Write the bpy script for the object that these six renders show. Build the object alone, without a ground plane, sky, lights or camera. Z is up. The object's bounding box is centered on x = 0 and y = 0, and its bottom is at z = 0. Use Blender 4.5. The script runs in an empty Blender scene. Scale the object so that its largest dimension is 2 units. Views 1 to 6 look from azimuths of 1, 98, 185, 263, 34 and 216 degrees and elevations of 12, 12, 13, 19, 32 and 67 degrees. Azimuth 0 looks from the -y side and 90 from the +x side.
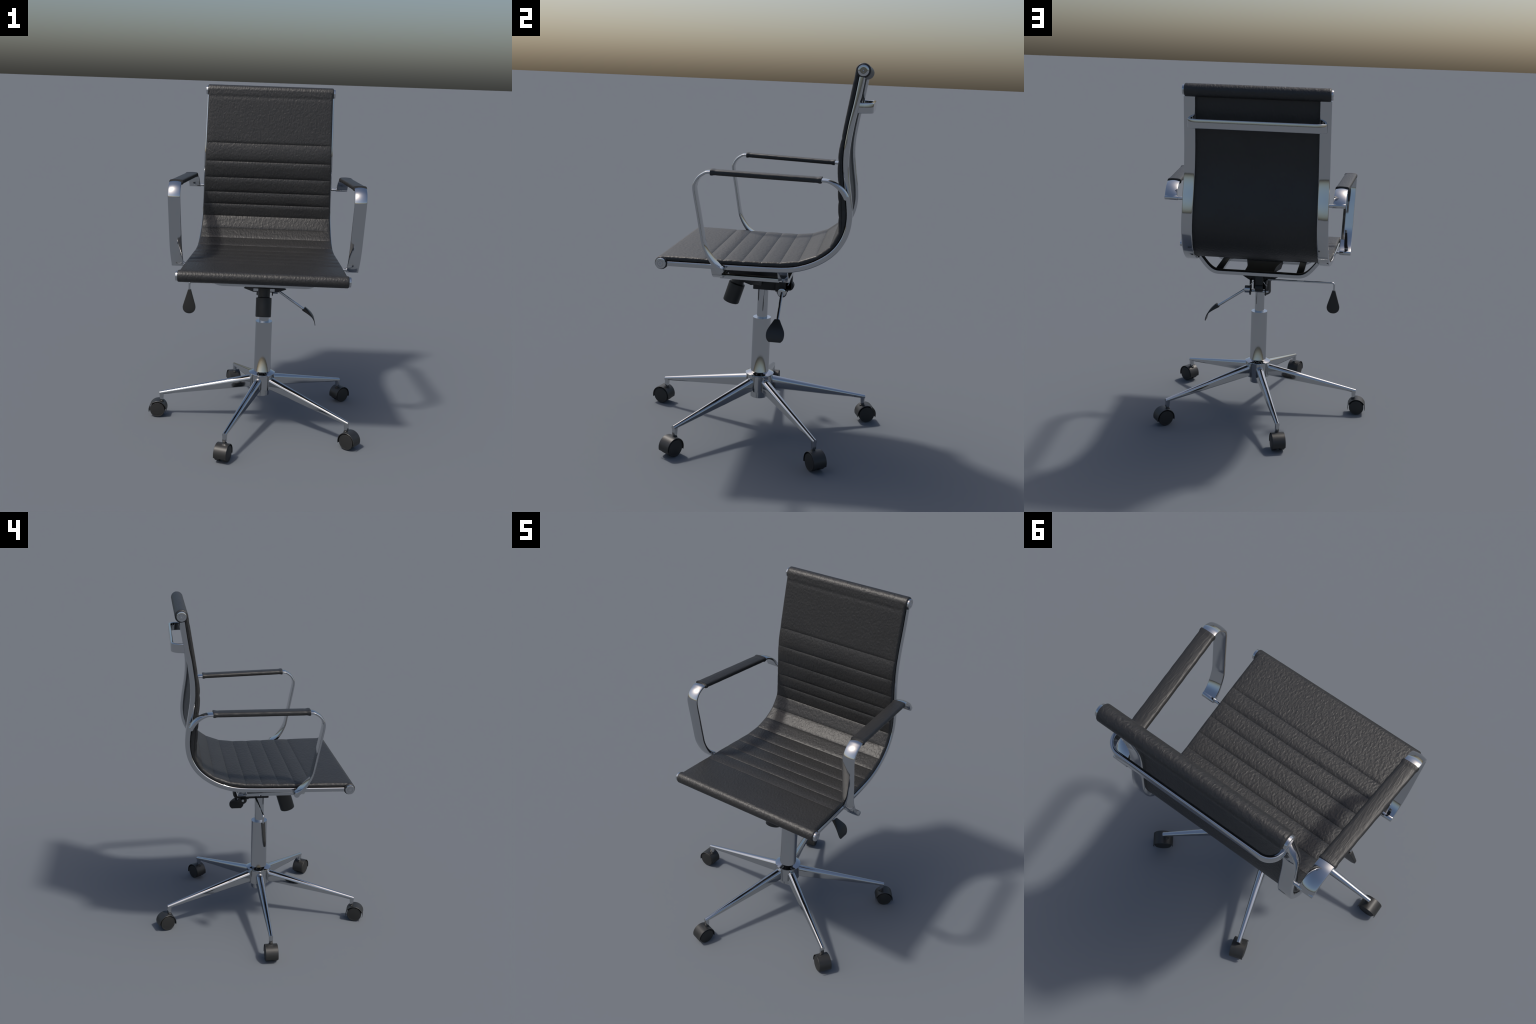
"""Executive office chair: quilted black leather sling on chromed side rails,
chromed strap armrests with leather sleeves, tilt mechanism, gas column and a
five-legged base with twin-wheel casters.  Units: metres, z up, front = -y."""
import bpy, bmesh, math
from mathutils import Vector, Matrix

# ------------------------------------------------------------------ materials
def new_mat(name):
    m = bpy.data.materials.new(name)
    m.use_nodes = True
    nt = m.node_tree
    bsdf = next(n for n in nt.nodes if n.type == 'BSDF_PRINCIPLED')
    return m, nt, bsdf


def node(nt, kind, **inputs):
    n = nt.nodes.new(kind)
    for k, v in inputs.items():
        n.inputs[k.replace('_', ' ')].default_value = v
    return n


def leather(name, stretch=(1, 0.70, 0.70), scale=92.0, height=0.0025):
    m, nt, b = new_mat(name)
    L = nt.links.new
    tc = nt.nodes.new('ShaderNodeTexCoord')
    mp = nt.nodes.new('ShaderNodeMapping')
    mp.inputs['Scale'].default_value = stretch
    L(tc.outputs['Object'], mp.inputs['Vector'])
    wrinkle = node(nt, 'ShaderNodeTexNoise', Scale=scale, Detail=1.0, Roughness=0.4, Distortion=0.5)
    cells = nt.nodes.new('ShaderNodeTexVoronoi')
    cells.feature = 'SMOOTH_F1'
    cells.inputs['Scale'].default_value = scale * 0.9
    cells.inputs['Smoothness'].default_value = 0.6
    fine = node(nt, 'ShaderNodeTexNoise', Scale=scale * 5.0, Detail=2.0, Roughness=0.5)
    for n in (wrinkle, cells, fine):
        L(mp.outputs['Vector'], n.inputs['Vector'])
    a = nt.nodes.new('ShaderNodeMath'); a.operation = 'MULTIPLY_ADD'
    L(cells.outputs['Distance'], a.inputs[0]); a.inputs[1].default_value = -0.30
    L(wrinkle.outputs['Fac'], a.inputs[2])
    c = nt.nodes.new('ShaderNodeMath'); c.operation = 'MULTIPLY_ADD'
    L(fine.outputs['Fac'], c.inputs[0]); c.inputs[1].default_value = 0.04
    L(a.outputs[0], c.inputs[2])
    bump = node(nt, 'ShaderNodeBump', Strength=0.8, Distance=height)
    L(c.outputs[0], bump.inputs['Height'])
    L(bump.outputs['Normal'], b.inputs['Normal'])
    tone = node(nt, 'ShaderNodeTexNoise', Scale=7.0, Detail=3.0)
    L(tc.outputs['Object'], tone.inputs['Vector'])
    ramp = nt.nodes.new('ShaderNodeValToRGB')
    ramp.color_ramp.elements[0].position = 0.3
    ramp.color_ramp.elements[0].color = (0.0190, 0.0189, 0.0188, 1)
    ramp.color_ramp.elements[1].position = 0.7
    ramp.color_ramp.elements[1].color = (0.0225, 0.0223, 0.0220, 1)
    L(tone.outputs['Fac'], ramp.inputs['Fac'])
    L(ramp.outputs['Color'], b.inputs['Base Color'])
    b.inputs['Roughness'].default_value = 0.475
    b.inputs['Specular IOR Level'].default_value = 0.5
    return m


def chrome(name):
    m, nt, b = new_mat(name)
    L = nt.links.new
    tc = nt.nodes.new('ShaderNodeTexCoord')
    smear = node(nt, 'ShaderNodeTexNoise', Scale=9.0, Detail=3.0)
    L(tc.outputs['Object'], smear.inputs['Vector'])
    r = nt.nodes.new('ShaderNodeMapRange')
    r.inputs['To Min'].default_value = 0.060
    r.inputs['To Max'].default_value = 0.075
    L(smear.outputs['Fac'], r.inputs['Value'])
    L(r.outputs['Result'], b.inputs['Roughness'])
    b.inputs['Base Color'].default_value = (0.555, 0.565, 0.575, 1)
    b.inputs['Metallic'].default_value = 1.0
    return m


def plastic(name, col, rough):
    m, nt, b = new_mat(name)
    L = nt.links.new
    tc = nt.nodes.new('ShaderNodeTexCoord')
    grain = node(nt, 'ShaderNodeTexNoise', Scale=700.0, Detail=2.0)
    L(tc.outputs['Object'], grain.inputs['Vector'])
    bump = node(nt, 'ShaderNodeBump', Strength=0.15, Distance=0.0004)
    L(grain.outputs['Fac'], bump.inputs['Height'])
    L(bump.outputs['Normal'], b.inputs['Normal'])
    b.inputs['Base Color'].default_value = (*col, 1)
    b.inputs['Roughness'].default_value = rough
    return m


LEATHER = leather('black_grained_leather')
SLEEVE = leather('black_stretched_leather', stretch=(1.4, 0.28, 1.4), scale=92.0, height=0.0014)
CHROME = chrome('polished_chrome')
PLASTIC = plastic('black_plastic', (0.021, 0.021, 0.020), 0.42)
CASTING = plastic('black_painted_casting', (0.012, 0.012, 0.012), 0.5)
RUBBER = plastic('dark_wheel_plastic', (0.020, 0.020, 0.019), 0.55)

# ------------------------------------------------------------------ scene tree
CHAIR = bpy.data.objects.new('office_chair', None)
bpy.context.scene.collection.objects.link(CHAIR)
CHAIR['label'] = 'black ribbed leather office swivel chair with chrome frame and casters'
CHAIR['category'] = 'office chair'


def put(name, mesh, parent=CHAIR, loc=None, rot_z=0.0):
    ob = bpy.data.objects.new(name, mesh)
    bpy.context.scene.collection.objects.link(ob)
    ob.parent = parent
    if loc is not None:
        ob.location = loc
    ob.rotation_euler = (0, 0, rot_z)
    return ob


def to_mesh(bm, name, mat, angle=40.0, smooth=True):
    bmesh.ops.remove_doubles(bm, verts=bm.verts, dist=1e-6)
    bmesh.ops.recalc_face_normals(bm, faces=bm.faces)
    me = bpy.data.meshes.new(name)
    bm.to_mesh(me)
    bm.free()
    me.materials.append(mat)
    if smooth:
        me.polygons.foreach_set('use_smooth', [True] * len(me.polygons))
        me.set_sharp_from_angle(angle=math.radians(angle))
    return me

# ------------------------------------------------------------------ geometry kit
def catmull(pts, n=8):
    """Smooth dense curve through control points of any dimension."""
    P = [tuple(p) for p in pts]
    P = [tuple(2 * a - b for a, b in zip(P[0], P[1]))] + P + [tuple(2 * a - b for a, b in zip(P[-1], P[-2]))]
    out = []
    for i in range(1, len(P) - 2):
        p0, p1, p2, p3 = P[i - 1:i + 3]
        for k in range(n):
            t = k / n
            out.append(tuple(0.5 * (2 * b + (c - a) * t + (2 * a - 5 * b + 4 * c - d) * t * t
                                    + (3 * b - a - 3 * c + d) * t ** 3)
                             for a, b, c, d in zip(p0, p1, p2, p3)))
    out.append(P[-2])
    return out


def soften(pts, rounds):
    P = [list(p) for p in pts]
    for _ in range(rounds):
        Q = [p[:] for p in P]
        for i in range(1, len(P) - 1):
            for k in range(len(P[i])):
                Q[i][k] = 0.25 * P[i - 1][k] + 0.5 * P[i][k] + 0.25 * P[i + 1][k]
        P = Q
    return [tuple(p) for p in P]


def resample(pts, n):
    d = [0.0]
    for a, b in zip(pts, pts[1:]):
        d.append(d[-1] + math.dist(a, b))
    out, j = [], 0
    for i in range(n):
        s = d[-1] * i / (n - 1)
        while j < len(d) - 2 and d[j + 1] < s:
            j += 1
        t = (s - d[j]) / max(1e-9, d[j + 1] - d[j])
        out.append(tuple(a + (b - a) * t for a, b in zip(pts[j], pts[j + 1])))
    return out


def loft(bm, rings, cap=True, closed_ring=True):
    """Skin a list of equal-length rings of 3D points."""
    rows = [[bm.verts.new(p) for p in r] for r in rings]
    m = len(rows[0])
    for a, b in zip(rows, rows[1:]):
        for j in range(m if closed_ring else m - 1):
            k = (j + 1) % m
            bm.faces.new((a[j], a[k], b[k], b[j]))
    if cap:
        bm.faces.new(rows[0][::-1])
        bm.faces.new(rows[-1])
    return rows


def rounded_rect(w, h, r, n=4, crown=0.0):
    """Outline (a, b) of a w x h rectangle with rounded corners; crown lifts the +b side."""
    r = min(r, w / 2 - 1e-4, h / 2 - 1e-4)
    out = []
    for cx, cy, a0 in ((w / 2 - r, h / 2 - r, 0), (-w / 2 + r, h / 2 - r, 90),
                       (-w / 2 + r, -h / 2 + r, 180), (w / 2 - r, -h / 2 + r, 270)):
        for k in range(n + 1):
            a = math.radians(a0 + 90 * k / n)
            out.append((cx + r * math.cos(a), cy + r * math.sin(a)))
        if a0 == 0 and crown:
            for k in range(1, 10):
                x = (w / 2 - r) * (1 - 2 * k / 10)
                out.append((x, h / 2))
    if crown:
        out = [(x, y + (crown * (1 - (2 * x / w) ** 2) if y > 0 else 0)) for x, y in out]
    return out


def lathe(bm, profile, base, axis, seg=48):
    """Revolve (radius, height) points about an axis through base."""
    q = Vector((0, 0, 1)).rotation_difference(Vector(axis).normalized())
    base = Vector(base)
    rings = []
    for r, h in profile:
        ring = []
        for k in range(seg):
            a = 2 * math.pi * k / seg
            ring.append(base + q @ Vector((max(r, 1e-5) * math.cos(a), max(r, 1e-5) * math.sin(a), h)))
        rings.append(ring)
    loft(bm, rings)


def disc_profile(r, h0, h1, c=0.002):
    return [(0, h0), (r - c, h0), (r - 0.3 * c, h0 + 0.3 * c), (r, h0 + c),
            (r, h1 - c), (r - 0.3 * c, h1 - 0.3 * c), (r - c, h1), (0, h1)]


def rod(bm, path, r, seg=16):
    """Round rod along a 3D polyline path."""
    P = [Vector(p) for p in path]
    rings, ref = [], None
    for i, p in enumerate(P):
        t = (P[min(i + 1, len(P) - 1)] - P[max(i - 1, 0)]).normalized()
        if ref is None:
            ref = t.orthogonal().normalized()
        ref = (ref - t * ref.dot(t)).normalized()
        b = t.cross(ref)
        rings.append([p + r * (math.cos(2 * math.pi * k / seg) * ref + math.sin(2 * math.pi * k / seg) * b)
                      for k in range(seg)])
    loft(bm, rings)


def bevel_box(bm, lo, hi, c=0.003, taper=None):
    """Box from lo to hi with chamfered edges; taper = (fx, fy) scales the bottom face."""
    lo, hi = Vector(lo), Vector(hi)
    mid = (lo + hi) / 2
    vs = []
    for z in (lo.z, hi.z):
        fx, fy = taper if (taper and z == lo.z) else (1, 1)
        for sx, sy in ((-1, -1), (1, -1), (1, 1), (-1, 1)):
            vs.append(bm.verts.new((mid.x + sx * (hi.x - lo.x) / 2 * fx, mid.y + sy * (hi.y - lo.y) / 2 * fy, z)))
    fs = [bm.faces.new([vs[i] for i in f]) for f in
          ((3, 2, 1, 0), (4, 5, 6, 7), (0, 1, 5, 4), (1, 2, 6, 5), (2, 3, 7, 6), (3, 0, 4, 7))]
    es = list({e for f in fs for e in f.edges})
    bmesh.ops.bevel(bm, geom=es, offset=c, segments=2, affect='EDGES', profile=0.5)


def strap_sweep(bm, path, width, section_r, crown=0.0, x_taper=None):
    """Flat bar whose width lies along x, following path points (x, y, z, thickness).
    The +b side of the section is the right-hand side of the yz travel direction."""
    rings = []
    for i, (x, y, z, th) in enumerate(path):
        a, b = path[max(i - 1, 0)], path[min(i + 1, len(path) - 1)]
        ty, tz = b[1] - a[1], b[2] - a[2]
        l = math.hypot(ty, tz)
        ny, nz = tz / l, -ty / l
        sec = rounded_rect(width, th - 0.6 * crown, section_r, crown=crown)
        rings.append([(x + u, y + ny * (v - 0.15 * crown), z + nz * (v - 0.15 * crown)) for u, v in sec])
    loft(bm, rings)

# ------------------------------------------------------------------ shared dimensions
XC = 0.044            # mid-plane of the seat
BX, BY = 0.0545, 0.002  # axis of the column and base

# side rail: face that the leather lies on, from the top of the back to the seat front
RAIL_FACE = [(.4665, 1.936), (.450, 1.823), (.432, 1.727), (.423, 1.664), (.4165, 1.613), (.414, 1.565),
             (.415, 1.516), (.420, 1.467), (.4275, 1.418), (.436, 1.369), (.443, 1.320), (.4475, 1.275),
             (.4465, 1.235), (.439, 1.194), (.425, 1.158), (.405, 1.124), (.378, 1.093), (.343, 1.065),
             (.301, 1.040), (.258, 1.022), (.210, 1.0085), (.159, 1.002), (.094, 1.000), (-.03, 0.9995),
             (-.15, 0.999), (-.30, 0.999), (-.432, 0.999)]
RAIL_FACE = resample(soften(resample(catmull(RAIL_FACE, 6), 240), 6), 160)

# leather: stitched seam positions (y, z, half width) on the sitting surface, top to front
SEAMS = [(.4478, 1.9670, .3855), (.400, 1.647, .390), (.3905, 1.534, .393), (.3965, 1.432, .396),
         (.403, 1.340, .398), (.4085, 1.264, .4005), (.4105, 1.189, .4035), (.373, 1.118, .4075),
         (.310, 1.069, .411), (.226, 1.037, .415), (.135, 1.0240, .421), (.043, 1.0215, .4280),
         (-.052, 1.0212, .4335), (-.145, 1.0212, .4385), (-.232, 1.0216, .4430), (-.4545, 1.0215, .4530)]
TOP_ROLL = (.4838, 1.9642, .0358, .3905)
FRONT_ROLL = (-.4545, .9890, .0328, .4615)


def half_width(y, z):
    best = min(range(len(SEAMS) - 1), key=lambda i: _seg_dist((y, z), SEAMS[i], SEAMS[i + 1])[0])
    t = _seg_dist((y, z), SEAMS[best], SEAMS[best + 1])[1]
    return SEAMS[best][2] + t * (SEAMS[best + 1][2] - SEAMS[best][2])


def rail_reveal(z):
    """How far the chrome stands proud of the leather edge."""
    return 0.0048 + 0.0036 * min(1.0, max(0.0, (z - 1.25) / 0.35))


def _seg_dist(p, a, b):
    dy, dz = b[0] - a[0], b[1] - a[1]
    t = ((p[0] - a[0]) * dy + (p[1] - a[1]) * dz) / (dy * dy + dz * dz)
    t = min(1, max(0, t))
    return math.hypot(p[0] - a[0] - t * dy, p[1] - a[1] - t * dz), t


def rail_touch(p):
    """Nearest point on the rail face."""
    best = None
    for a, b in zip(RAIL_FACE, RAIL_FACE[1:]):
        d, t = _seg_dist(p, a, b)
        if best is None or d < best[0]:
            best = (d, (a[0] + t * (b[0] - a[0]), a[1] + t * (b[1] - a[1])))
    return best[1]

# ------------------------------------------------------------------ side rails
def make_rail(side):
    bm = bmesh.new()
    th, w = 0.0275, 0.0630
    path = RAIL_FACE
    rings = []
    for i, (y, z) in enumerate(path):
        a, b = path[max(i - 1, 0)], path[min(i + 1, len(path) - 1)]
        ty, tz = b[0] - a[0], b[1] - a[1]
        l = math.hypot(ty, tz)
        ny, nz = -tz / l, ty / l            # away from the sitter
        s = i / (len(path) - 1)
        thick = th - 0.002 * max(0, (s - 0.55) / 0.45)
        x = XC + side * (half_width(y, z) + rail_reveal(z) - w / 2)
        sec = rounded_rect(w, thick, 0.0065)
        rings.append([(x + u, y + ny * (v + thick / 2), z + nz * (v + thick / 2)) for u, v in sec])
    loft(bm, rings)
    return to_mesh(bm, 'side_rail', CHROME)


for side in (1, -1):
    put('side_rail', make_rail(side))

# ------------------------------------------------------------------ upholstery
def seam_curve():
    """Dense nominal sitting line, with indices of the seams."""
    pts = catmull([(y, z) for y, z, _ in SEAMS], 16)
    return pts, [16 * i for i in range(len(SEAMS))]


LINE, SEAM_AT = seam_curve()


def line_normal(i):
    a, b = LINE[max(i - 1, 0)], LINE[min(i + 1, len(LINE) - 1)]
    ty, tz = b[0] - a[0], b[1] - a[1]
    l = math.hypot(ty, tz)
    return (tz / l, -ty / l)      # toward the sitter


def make_backing():
    bm = bmesh.new()
    rings = []
    for i, (y, z) in enumerate(LINE):
        ny, nz = line_normal(i)
        by, bz = rail_touch((y, z))
        hw = half_width(y, z) - 0.002
        fy, fz = y - 0.0085 * ny, z - 0.0085 * nz
        by, bz = by + 0.0015 * ny, bz + 0.0015 * nz
        c = 0.003
        # between the rails the sling sags back to about half the rail depth
        iw = half_width(y, z) + rail_reveal(z) - 0.0630 + 0.004
        sag = 0.0080 + 0.0050 * max(0.0, 1.0 - abs(z - 1.09) / 0.12)
        ry, rz = by - sag * ny, bz - sag * nz
        rings.append([(XC - hw + c, fy, fz), (XC + hw - c, fy, fz),
                      (XC + hw, fy - c * ny, fz - c * nz), (XC + hw, by + c * ny, bz + c * nz),
                      (XC + hw - c, by, bz), (XC + iw, by, bz), (XC + iw, ry, rz),
                      (XC - iw, ry, rz), (XC - iw, by, bz), (XC - hw + c, by, bz),
                      (XC - hw, by + c * ny, bz + c * nz), (XC - hw, fy - c * ny, fz - c * nz)])
    loft(bm, rings)
    return to_mesh(bm, 'leather_backing', LEATHER, 50)


UPHOLSTERY = put('upholstery', make_backing())


def make_panel(k):
    """Padded leather strip between seam k and seam k + 1."""
    bm = bmesh.new()
    i0, i1 = SEAM_AT[k], SEAM_AT[k + 1]
    first, last = k == 0, k == len(SEAMS) - 2
    length = sum(math.dist(LINE[i], LINE[i + 1]) for i in range(i0, i1))
    on_back = LINE[i1][1] > 1.18
    puff = (0.0005 if on_back else 0.0030) if length > 0.2 else (0.0030 if on_back else 0.0038)
    groove = 0.0038 if on_back else 0.0026
    # along-profile stations, denser near the stitched edges
    n_v = 22 if length < 0.2 else 56
    stations = []
    for j in range(n_v + 1):
        t = 0.5 - 0.5 * math.cos(math.pi * j / n_v)
        f = i0 + t * (i1 - i0)
        a = min(int(f), len(LINE) - 2)
        r = f - a
        y = LINE[a][0] * (1 - r) + LINE[a + 1][0] * r
        z = LINE[a][1] * (1 - r) + LINE[a + 1][1] * r
        n0, n1 = line_normal(a), line_normal(a + 1)
        n = (n0[0] * (1 - r) + n1[0] * r, n0[1] * (1 - r) + n1[1] * r)
        s0, s1 = t * length, (1 - t) * length
        def drop(s):
            return -groove * math.exp(-(s / 0.0105) ** 1.3)
        h = puff * (math.sin(math.pi * t) ** 0.6)
        if not first:
            h += drop(s0)
        if not last:
            h += drop(s1)
        if first:             # soft tuck where the sheet leaves the top roll
            h -= 0.0022 * math.exp(-((s0 - 0.036) / 0.010) ** 2)
        stations.append((y, z, n, h))
    # across: rounded side edges
    rr = 0.0125
    across = []
    for q in range(9):
        a = math.radians(90 * q / 8)
        across.append((-1, rr * (1 - math.sin(a)), rr * (1 - math.cos(a))))   # (side, drop, inset)
    rows = []
    n_mid = 18

    def fade(x, hw):          # stitches pull less at the piped side edges
        return 0.22 + 0.78 * math.sin(0.5 * math.pi * min(1.0, (hw - abs(x - XC)) / 0.045))

    for y, z, n, h in stations:
        hw = half_width(y, z)
        row = []
        for side in (-1, 1):
            edge = [(XC + side * (hw - ins), d) for _, d, ins in across]
            if side == 1:
                mid = [(XC - (hw - rr) + 2 * (hw - rr) * m / (n_mid + 1), 0.0) for m in range(1, n_mid + 1)]
                edge = mid + edge[::-1]
            row += edge
        rows.append([(x, y + n[0] * (h * fade(x, hw) - d), z + n[1] * (h * fade(x, hw) - d)) for x, d in row])
    top = [[bm.verts.new(p) for p in r] for r in rows]
    low = [[bm.verts.new((r[0][0], s[0] - 0.0128 * s[2][0], s[1] - 0.0128 * s[2][1])),
            bm.verts.new((r[-1][0], s[0] - 0.0128 * s[2][0], s[1] - 0.0128 * s[2][1]))]
           for r, s in zip(rows, stations)]
    for a, b, la, lb in zip(top, top[1:], low, low[1:]):
        for j in range(len(a) - 1):
            bm.faces.new((a[j], a[j + 1], b[j + 1], b[j]))
        bm.faces.new((la[0], a[0], b[0], lb[0]))
        bm.faces.new((a[-1], la[1], lb[1], b[-1]))
        bm.faces.new((la[1], la[0], lb[0], lb[1]))
    return to_mesh(bm, 'leather_panel', LEATHER, 60)


for k in range(len(SEAMS) - 1):
    put('leather_panel', make_panel(k), UPHOLSTERY)


def make_roll(spec):
    cy, cz, r, hw = spec
    bm = bmesh.new()
    c = 0.009
    prof = [(0.0, -hw)]
    for q in range(6):
        a = math.radians(90 * q / 5)
        prof.append((r - c + c * math.sin(a), -hw + c - c * math.cos(a)))
    for m in range(1, 24):
        prof.append((r, -hw + c + (2 * hw - 2 * c) * m / 24))
    prof += [(pr, -ph) for pr, ph in prof[6:0:-1]] + [(0.0, hw)]
    lathe(bm, prof, (XC, cy, cz), (1, 0, 0), 56)
    return to_mesh(bm, 'leather_roll', LEATHER, 60)


put('leather_roll', make_roll(TOP_ROLL), UPHOLSTERY)
put('leather_roll', make_roll(FRONT_ROLL), UPHOLSTERY)

# chromed bar ends with an engraved ring
def make_cap():
    bm = bmesh.new()
    R, h = 0.0268, 0.0155
    lathe(bm, [(0, -0.02), (R, -0.02), (R, h - 0.003), (R - 0.0008, h - 0.0009), (R - 0.003, h),
               (0.0150, h), (0.0145, h - 0.0012), (0.0138, h - 0.0012), (0.0133, h),
               (0.0035, h), (0.0022, h - 0.0022), (0, h - 0.003)], (0, 0, 0), (1, 0, 0), 48)
    return to_mesh(bm, 'end_cap', CHROME, 35)


CAP = make_cap()
for cy, cz, r, hw in (TOP_ROLL, FRONT_ROLL):
    for side in (1, -1):
        ob = put('end_cap', CAP, loc=(XC + side * (hw - 0.005), cy, cz))
        if side < 0:
            ob.rotation_euler = (0, 0, math.pi)

# ------------------------------------------------------------------ back handle bar
def make_handle():
    bm = bmesh.new()
    hw, y0, y1, r = 0.369, 0.462, 0.5350, 0.056
    plan = [(-hw, y0)]
    for q in range(13):
        a = math.radians(180 - 90 * q / 12)
        plan.append((-hw + r + r * math.cos(a), y1 - r + r * math.sin(a)))
    plan += [(-x, y) for x, y in plan[::-1]]
    rings = []
    for i, (x, y) in enumerate(plan):
        a, b = plan[max(i - 1, 0)], plan[min(i + 1, len(plan) - 1)]
        tx, ty = b[0] - a[0], b[1] - a[1]
        l = math.hypot(tx, ty)
        nx, ny = -ty / l, tx / l
        rings.append([(XC + x + nx * u, y + ny * u, 1.7908 + v) for u, v in rounded_rect(0.0155, 0.0505, 0.0050)])
    loft(bm, rings)
    return to_mesh(bm, 'back_handle_bar', CHROME)


put('back_handle_bar', make_handle())

# ------------------------------------------------------------------ armrests
AC = 0.0495
ARM_PATH = [  # x offset from mid-plane, y, z, thickness
    (.5010, -.1400, .9905, .0280), (.5010, -.1550, 1.0010, .0240),
    (.5012, -.1750, 1.0190, .0195), (.5025, -.1970, 1.0490, .0160), (.5035, -.2140, 1.0790, .0142),
    (.5045, -.2275, 1.1130, .0136), (.5060, -.2370, 1.1590, .0134), (.5090, -.2580, 1.2700, .0134),
    (.5120, -.2785, 1.3780, .0134), (.5128, -.2735, 1.4110, .0134), (.5130, -.2550, 1.4395, .0134),
    (.5125, -.2270, 1.4575, .0134), (.5108, -.2000, 1.4625, .0134), (.4925, .0500, 1.4566, .0134),
    (.4732, .3230, 1.4500, .0134), (.4702, .3640, 1.4440, .0140), (.4680, .3950, 1.4290, .0165),
    (.4660, .4210, 1.4070, .0200), (.4648, .4370, 1.3860, .0235), (.4640, .4460, 1.3720, .0200)]


def make_arm_strap(side):
    bm = bmesh.new()
    pts = soften(resample(catmull(ARM_PATH, 8), 170), 2)
    path = [(AC + side * x, y, z, th) for x, y, z, th in pts][::-1]
    strap_sweep(bm, path, 0.0685, 0.0026, crown=0.0054)
    # rounded knuckles at both ends
    for y, z, r, x in ((-.1385, .9893, .0157, .5010), (.4445, 1.3755, .0125, .4642)):
        lathe(bm, disc_profile(r, -.0340, .0340, .002), (AC + side * x, y, z), (1, 0, 0), 32)
    return to_mesh(bm, 'armrest', CHROME, 38)


def make_arm_bolt(side):
    bm = bmesh.new()
    for y, z, x, x0 in ((-.1400, .9885, .5010, .425), (.4450, 1.3740, .4642, .385)):
        lathe(bm, disc_profile(.0088, 0, x - x0, .001), (AC + side * x0, y, z), (side, 0, 0), 24)
        lathe(bm, disc_profile(.0120, 0, .006, .001), (AC + side * (x - .0385), y, z), (side, 0, 0), 24)
    # screw head on the outer face
    for y, z, x in ((-.1385, .9893, .5010), (.4445, 1.3755, .4642)):
        lathe(bm, disc_profile(.0028, 0, .0012, .0004), (AC + side * (x + .0336), y, z), (side, 0, 0), 16)
    return to_mesh(bm, 'arm_bolt', CHROME)


def make_arm_sleeve(side):
    bm = bmesh.new()
    y0, y1 = -.200, .325
    rings = []
    n = 60
    for i in range(n + 1):
        t = i / n
        y = y0 + (y1 - y0) * t
        x = .5108 + (.4732 - .5108) * t
        z = 1.4625 + (1.4500 - 1.4625) * t
        s = min(y - y0, y1 - y)
        lip = 0.0036 * math.exp(-(s / 0.012) ** 2) - 0.0008 * math.exp(-((s - .022) / .006) ** 2)
        end = -0.0022 if i in (0, n) else 0.0
        sec = rounded_rect(.0745 + 2 * (lip + end), .0232 + 2 * (lip + end), .0095, n=5, crown=.0036)
        wob = 0.0003 * math.sin(37 * t) + 0.0002 * math.sin(61 * t + 1.3)
        rings.append([(AC + side * (x + u) + wob, y, z + v) for u, v in sec])
    loft(bm, rings)
    return to_mesh(bm, 'arm_sleeve', SLEEVE, 60)


for side in (1, -1):
    arm = put('armrest', make_arm_strap(side))
    put('arm_sleeve', make_arm_sleeve(side), arm)
    put('arm_bolt', make_arm_bolt(side), arm)

# ------------------------------------------------------------------ under-seat frame
MC = 0.049


def crossbar_line():
    half = [(.0, .8965), (.15, .8965), (.235, .8965), (.262, .9000), (.287, .9130), (.315, .9400),
            (.350, .9840)]
    return resample(soften(resample(catmull([(-x, z) for x, z in half[::-1]] + half[1:], 6), 120), 4), 70)


def make_crossbar(y0, y1, th, lift, name, mat):
    bm = bmesh.new()
    pts = crossbar_line()
    rings = []
    for i, (x, z) in enumerate(pts):
        a, b = pts[max(i - 1, 0)], pts[min(i + 1, len(pts) - 1)]
        tx, tz = b[0] - a[0], b[1] - a[1]
        l = math.hypot(tx, tz)
        rings.append([(MC + x - tz / l * (v + lift), (y0 + y1) / 2 + u, z + tx / l * (v + lift))
                      for u, v in rounded_rect(y1 - y0, th, .0009)])
    loft(bm, rings)
    return to_mesh(bm, name, mat)


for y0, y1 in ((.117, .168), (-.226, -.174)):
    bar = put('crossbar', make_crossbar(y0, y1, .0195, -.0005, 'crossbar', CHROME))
    # thin black strip along the upper side of the bar
    put('bar_dark_strip', make_crossbar(y0 + .0006, y1 - .0006, .0020, .0099, 'bar_dark_strip', CASTING), bar)


def make_brace(side):
    bm = bmesh.new()
    bevel_box(bm, (MC + side * .243 - .0215, -.190, .8870), (MC + side * .243 + .0215, .118, .9055), .001)
    return to_mesh(bm, 'frame_brace', CHROME)


def make_brace_dark_strip(side):
    bm = bmesh.new()
    bevel_box(bm, (MC + side * .243 - .0209, -.174, .9050), (MC + side * .243 + .0209, .117, .9066), .0005)
    return to_mesh(bm, 'brace_dark_strip', CASTING)


for side in (1, -1):
    brace = put('frame_brace', make_brace(side))
    put('brace_dark_strip', make_brace_dark_strip(side), brace)


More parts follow.
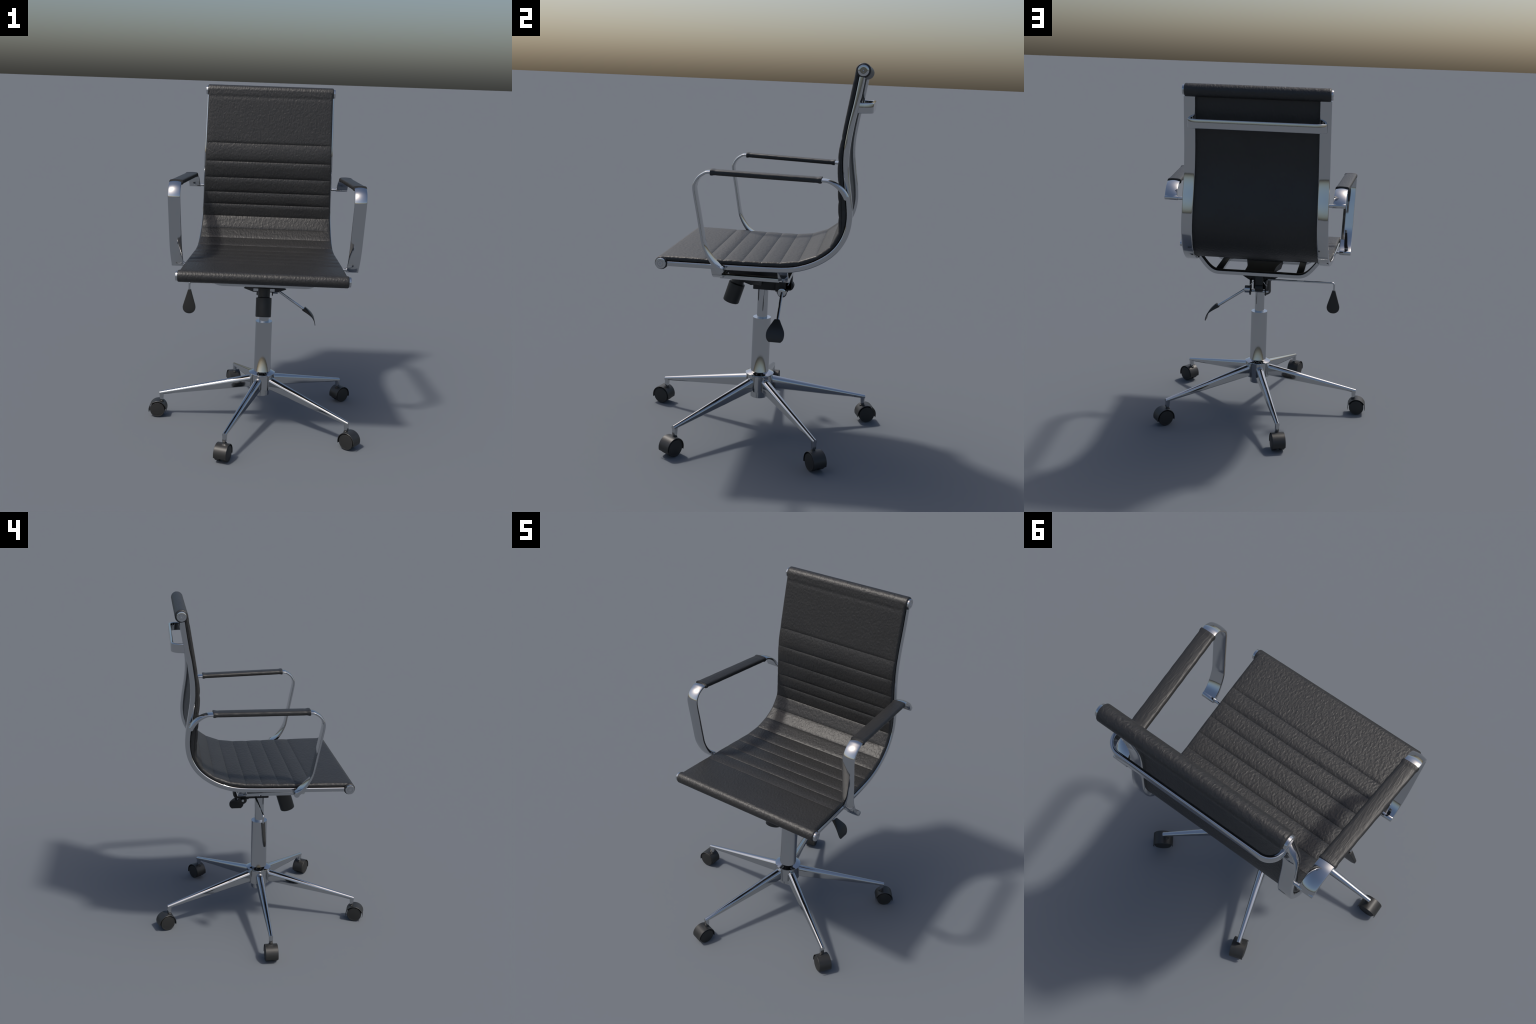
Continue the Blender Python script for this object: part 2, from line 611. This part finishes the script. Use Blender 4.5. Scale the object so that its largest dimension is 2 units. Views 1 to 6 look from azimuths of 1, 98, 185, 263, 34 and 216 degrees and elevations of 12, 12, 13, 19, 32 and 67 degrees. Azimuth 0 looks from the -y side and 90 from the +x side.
def make_mechanism():
    bm = bmesh.new()
    # cast pan between the crossbars: plan tapers to the rear, sides flare upward
    def ring(z, yf, yr, hf, hr, n=10, xc=MC):
        out = []
        for k in range(n + 1):
            t = k / n
            e = hf + (hr - hf) * t - 0.012 * math.sin(math.pi * t)
            out.append((xc + e, yf + (yr - yf) * t, z))
        return out + [(2 * xc - x, y, zz) for x, y, zz in out[::-1]]
    loft(bm, [ring(.9045, -.185, .118, .117, .088), ring(.8960, -.185, .118, .116, .078),
              ring(.8600, -.150, .112, .106, .064)])
    loft(bm, [ring(.8520, -.105, .010, .124, .114, xc=BX), ring(.8470, -.103, .008, .121, .112, xc=BX),
              ring(.8190, -.060, .000, .074, .070, xc=BX), ring(.8160, -.056, -.004, .069, .066, xc=BX)])
    # bearing block under the pan and its rounded tail
    bevel_box(bm, (MC - .036, -.050, .7855), (MC + .036, .088, .8640), .003)
    bevel_box(bm, (MC - .0275, .060, .7900), (MC + .0175, .160, .8900), .004)
    lathe(bm, disc_profile(.0250, -.0225, .0225, .003), (MC - .005, .145, .8110), (1, 0, 0), 32)
    # two ears carrying the lever tube
    for x in (MC + .051, MC - .042):
        lathe(bm, disc_profile(.0255, -.0035, .0035, .001), (x, .112, .7800), (1, 0, 0), 32)
        bevel_box(bm, (x - .0035, .075, .785), (x + .0035, .130, .850), .001)
    return to_mesh(bm, 'tilt_mechanism', CASTING, 35)


MECH = put('tilt_mechanism', make_mechanism())


def make_face_plate():
    bm = bmesh.new()
    bevel_box(bm, (MC - .062, -.118, .836), (MC + .062, -.090, .886), .002)
    return to_mesh(bm, 'face_plate', CHROME)


put('face_plate', make_face_plate(), MECH)


def make_pins():
    bm = bmesh.new()
    lathe(bm, disc_profile(.0075, -.058, .064, .001), (MC, .113, .7805), (1, 0, 0), 20)
    for s in (1, -1):      # spring wire loops showing either side of the tail
        arc = [(MC + s * (.030 + .022 * t), .150 - .01 * t, .850 - .026 * math.sin(math.pi * 0.5 * t))
               for t in [k / 10 for k in range(11)]]
        rod(bm, arc, .0022, 8)
    return to_mesh(bm, 'hinge_pin', CHROME)


put('hinge_pin', make_pins(), MECH)


def make_knob():
    bm = bmesh.new()
    top, bottom = Vector((.050, -.1420, .8120)), Vector((.050, -.1765, .6985))
    ax = (bottom - top).normalized()
    L = (bottom - top).length
    neck = [(0, -.045), (.0345, -.045), (.0345, .004), (.0370, .006)]
    body = [(.0430, .007), (.0450, .009), (.0452, .012), (.0452, L - .006), (.0440, L - .002), (.0410, L), (0, L + .001)]
    lathe(bm, neck + body, top, ax, 56)
    return to_mesh(bm, 'tension_knob', PLASTIC, 35)


put('tension_knob', make_knob())

# long lever with the teardrop paddle (sitter's right)
def make_tilt_rod():
    bm = bmesh.new()
    c, r = Vector((-.399, .038, .838)), .012
    path = [(.010, .050, .839), (-.385, .0385, .8380)]
    for q in range(1, 7):
        a = math.radians(90 * q / 6)
        path.append((-.385 - r * math.sin(a) - .002, .038, .838 - r * (1 - math.cos(a))))
    path.append((-.399, .039, .775))
    rod(bm, path, .0056, 14)
    return to_mesh(bm, 'tilt_lever', CHROME, 50)


def make_teardrop():
    bm = bmesh.new()
    rows = []
    #        z      half width  half thickness
    prof = [(.792, .0085, .0105), (.790, .0092, .0110), (.770, .0150, .0104), (.740, .0240, .0092),
            (.715, .0315, .0082), (.698, .0365, .0075), (.688, .0383, .0070), (.678, .0380, .0066),
            (.668, .0355, .0061), (.659, .0300, .0056), (.652, .0220, .0050), (.6475, .0120, .0044),
            (.6462, .0040, .0035)]
    for z, w, t in catmull(prof, 3):
        sec = rounded_rect(2 * w, 2 * t, min(.003, t * .6, w * .6), n=3)
        rows.append([(-.3985 + u, .0385 - (.79 - z) * .06 + v, z) for u, v in sec])
    loft(bm, rows)
    return to_mesh(bm, 'lever_paddle', PLASTIC, 50)


TILT = put('tilt_lever', make_tilt_rod())
put('lever_paddle', make_teardrop(), TILT)

# height lever with a flared curled pad (sitter's left)
def make_height_lever():
    bm = bmesh.new()
    lathe(bm, [(.0125, .004), (.0150, .004), (.0225, .001), (.0225, -.030), (.012, -.032), (.012, .0035), (.0125, .004)][::-1],
          (.131, .114, .789), (1, 0, 0), 36)
    rod(bm, [(.108, .114, .7900), (.128, .114, .7885), (.1335, .1145, .7860), (.302, .117, .6700)], .0078, 16)
    return to_mesh(bm, 'height_lever', CHROME, 45)


def make_flared_pad():
    bm = bmesh.new()
    #     x      z     half y  thickness
    spine = [(.2945, .6795, .0150, .0270), (.297, .6775, .0165, .0275), (.315, .6650, .0260, .0205),
             (.333, .6510, .0370, .0125), (.347, .6370, .0450, .0068), (.3560, .6220, .0475, .0046),
             (.3615, .6070, .0460, .0036), (.3650, .5940, .0410, .0032), (.3665, .5835, .0310, .0030)]
    pts = catmull(spine, 4)
    rings = []
    for i, (x, z, w, t) in enumerate(pts):
        a, b = pts[max(i - 1, 0)], pts[min(i + 1, len(pts) - 1)]
        tx, tz = b[0] - a[0], b[1] - a[1]
        l = math.hypot(tx, tz)
        rings.append([(x - tz / l * v * -1, .1155 + u, z - tx / l * v) for u, v in rounded_rect(2 * w, t, t * .3, n=3)])
    loft(bm, rings)
    return to_mesh(bm, 'lever_paddle', PLASTIC, 45)


HLEV = put('height_lever', make_height_lever())
put('lever_paddle', make_flared_pad(), HLEV)

# ------------------------------------------------------------------ column and hub
def turned(name, prof, mat, angle=35, seg=64):
    bm = bmesh.new()
    lathe(bm, prof, (BX, BY, 0), (0, 0, 1), seg)
    return put(name, to_mesh(bm, name, mat, angle))


turned('gas_piston', [(0, .56), (.0290, .56), (.0290, .800), (0, .800)], CHROME)


def make_column():
    """Outer tube; its shading leans outward toward the foot, where it flows into the hub cone."""
    bm = bmesh.new()
    seg, r = 64, 0.0495
    rings = [[(BX + r * math.cos(2 * math.pi * k / seg), BY + r * math.sin(2 * math.pi * k / seg), z)
              for k in range(seg)] for z in (.3150, .6250)]
    loft(bm, rings, cap=False)
    me = to_mesh(bm, 'gas_column', CHROME)
    lean = math.radians(13.6)
    me.normals_split_custom_set_from_vertices(
        [((v.co.x - BX) / r * math.cos(t), (v.co.y - BY) / r * math.cos(t), math.sin(t))
         for v in me.vertices for t in [lean if v.co.z < .4 else 0.0]])
    return me


COLUMN = put('gas_column', make_column())
lip = turned('column_lip', [(.0495, .6249), (.0492, .6253), (.0305, .6253), (.0300, .612), (0, .612)], CHROME)
lip.parent = COLUMN
turned('base_hub', [(0, .1655), (.0455, .1655), (.0470, .167), (.0470, .2085), (.0735, .2085), (.0750, .210),
                    (.0750, .2980), (.0775, .3015), (.0785, .3035), (.0780, .3050), (.0495, .3168),
                    (0, .3168)], CHROME)

# ------------------------------------------------------------------ star base
R_TIP = 0.620


def make_leg():
    bm = bmesh.new()
    rings = []
    n = 24
    for i in range(n + 1):
        t = i / n
        r = .040 + (R_TIP - .040) * t
        s = (r - .072) / (R_TIP - .072)
        top = .2850 + (.1545 - .2850) * s
        bot = .2160 + (.1360 - .2160) * s
        w = .0500 + (.0225 - .0500) * s
        h = top - bot
        rad = w / 2
        sec = []
        for k in range(13):               # domed top
            a = math.radians(180 * k / 12)
            sec.append((rad * math.cos(a), top - min(rad, h * .7) + min(rad, h * .7) * math.sin(a)))
        sec += [(-rad, bot + .004), (-rad + .003, bot), (rad - .003, bot), (rad, bot + .004)]
        rings.append([(r, u, v) for u, v in sec])
    loft(bm, rings)
    # post that carries the caster stem
    w0, w1 = .0262, .0225
    rings = []
    for z, w in ((.1040, w1 - .003), (.1050, w1), (.1280, .0245), (.1480, w0)):
        sec = rounded_rect(w, min(w, .0228), .006, n=4)
        rings.append([(R_TIP - w / 2 - .0004 + u, v, z) for u, v in sec])
    loft(bm, rings)
    return to_mesh(bm, 'star_leg', CHROME, 35)


LEG = make_leg()

HR, HZ, HL = .0540, .0455, .0370         # caster hood radius, axle height, half length
R_CASTER = .6290


def make_hood():
    bm = bmesh.new()
    rows = []
    lo, hi = -17, 197                      # covered arc in degrees
    n = 44
    for i in range(n + 1):
        d = lo + (hi - lo) * i / n
        a = math.radians(d)
        edge = min(d - lo, hi - d)
        th = .0032 * min(1.0, .25 + edge / 30)
        ro, ri = HR, HR - th
        c, s = math.cos(a), math.sin(a)
        e = .0015
        prof = [(ro - e, -HL), (ro, -HL + e), (ro, -HL / 2), (ro, 0), (ro, HL / 2), (ro, HL - e), (ro - e, HL),
                (ri, HL), (ri, -HL)]
        rows.append([(rr * c, x, HZ + rr * s) for rr, x in prof])
    loft(bm, rows)
    # central web between the two wheels and the stem socket
    lathe(bm, disc_profile(.0385, -.0070, .0070, .001), (0, 0, HZ), (0, 1, 0), 40)
    bevel_box(bm, (-.030, -.0065, HZ + .01), (.030, .0065, HZ + .046), .002)
    lathe(bm, [(0, .085), (.0150, .085), (.0130, .0965), (.0098, .0985), (.0092, .1000), (.0092, .1100), (0, .1100)],
          (R_TIP - .0126 - R_CASTER, 0, 0), (0, 0, 1), 24)
    return to_mesh(bm, 'caster', PLASTIC, 40)


def make_wheel():
    bm = bmesh.new()
    R = .0450
    lathe(bm, [(0, .0085), (R - .003, .0085), (R, .0115), (R, HL - .004), (R - .0012, HL - .0016),
               (R - .0035, HL - .0008), (R - .0055, HL - .0008), (R - .0065, HL - .0014), (R - .012, HL - .0006), (0, HL)],
          (0, 0, HZ), (0, 1, 0), 48)
    return to_mesh(bm, 'caster_wheel', RUBBER, 35)


HOOD, WHEEL = make_hood(), make_wheel()
for k in range(5):
    a = math.radians(180 + 72 * k)
    put('star_leg', LEG, loc=(BX, BY, 0), rot_z=a)
    cast = put('caster', HOOD, loc=(BX + R_CASTER * math.cos(a), BY + R_CASTER * math.sin(a), 0), rot_z=a)
    for flip in (0, math.pi):
        put('caster_wheel', WHEEL, cast, rot_z=flip)
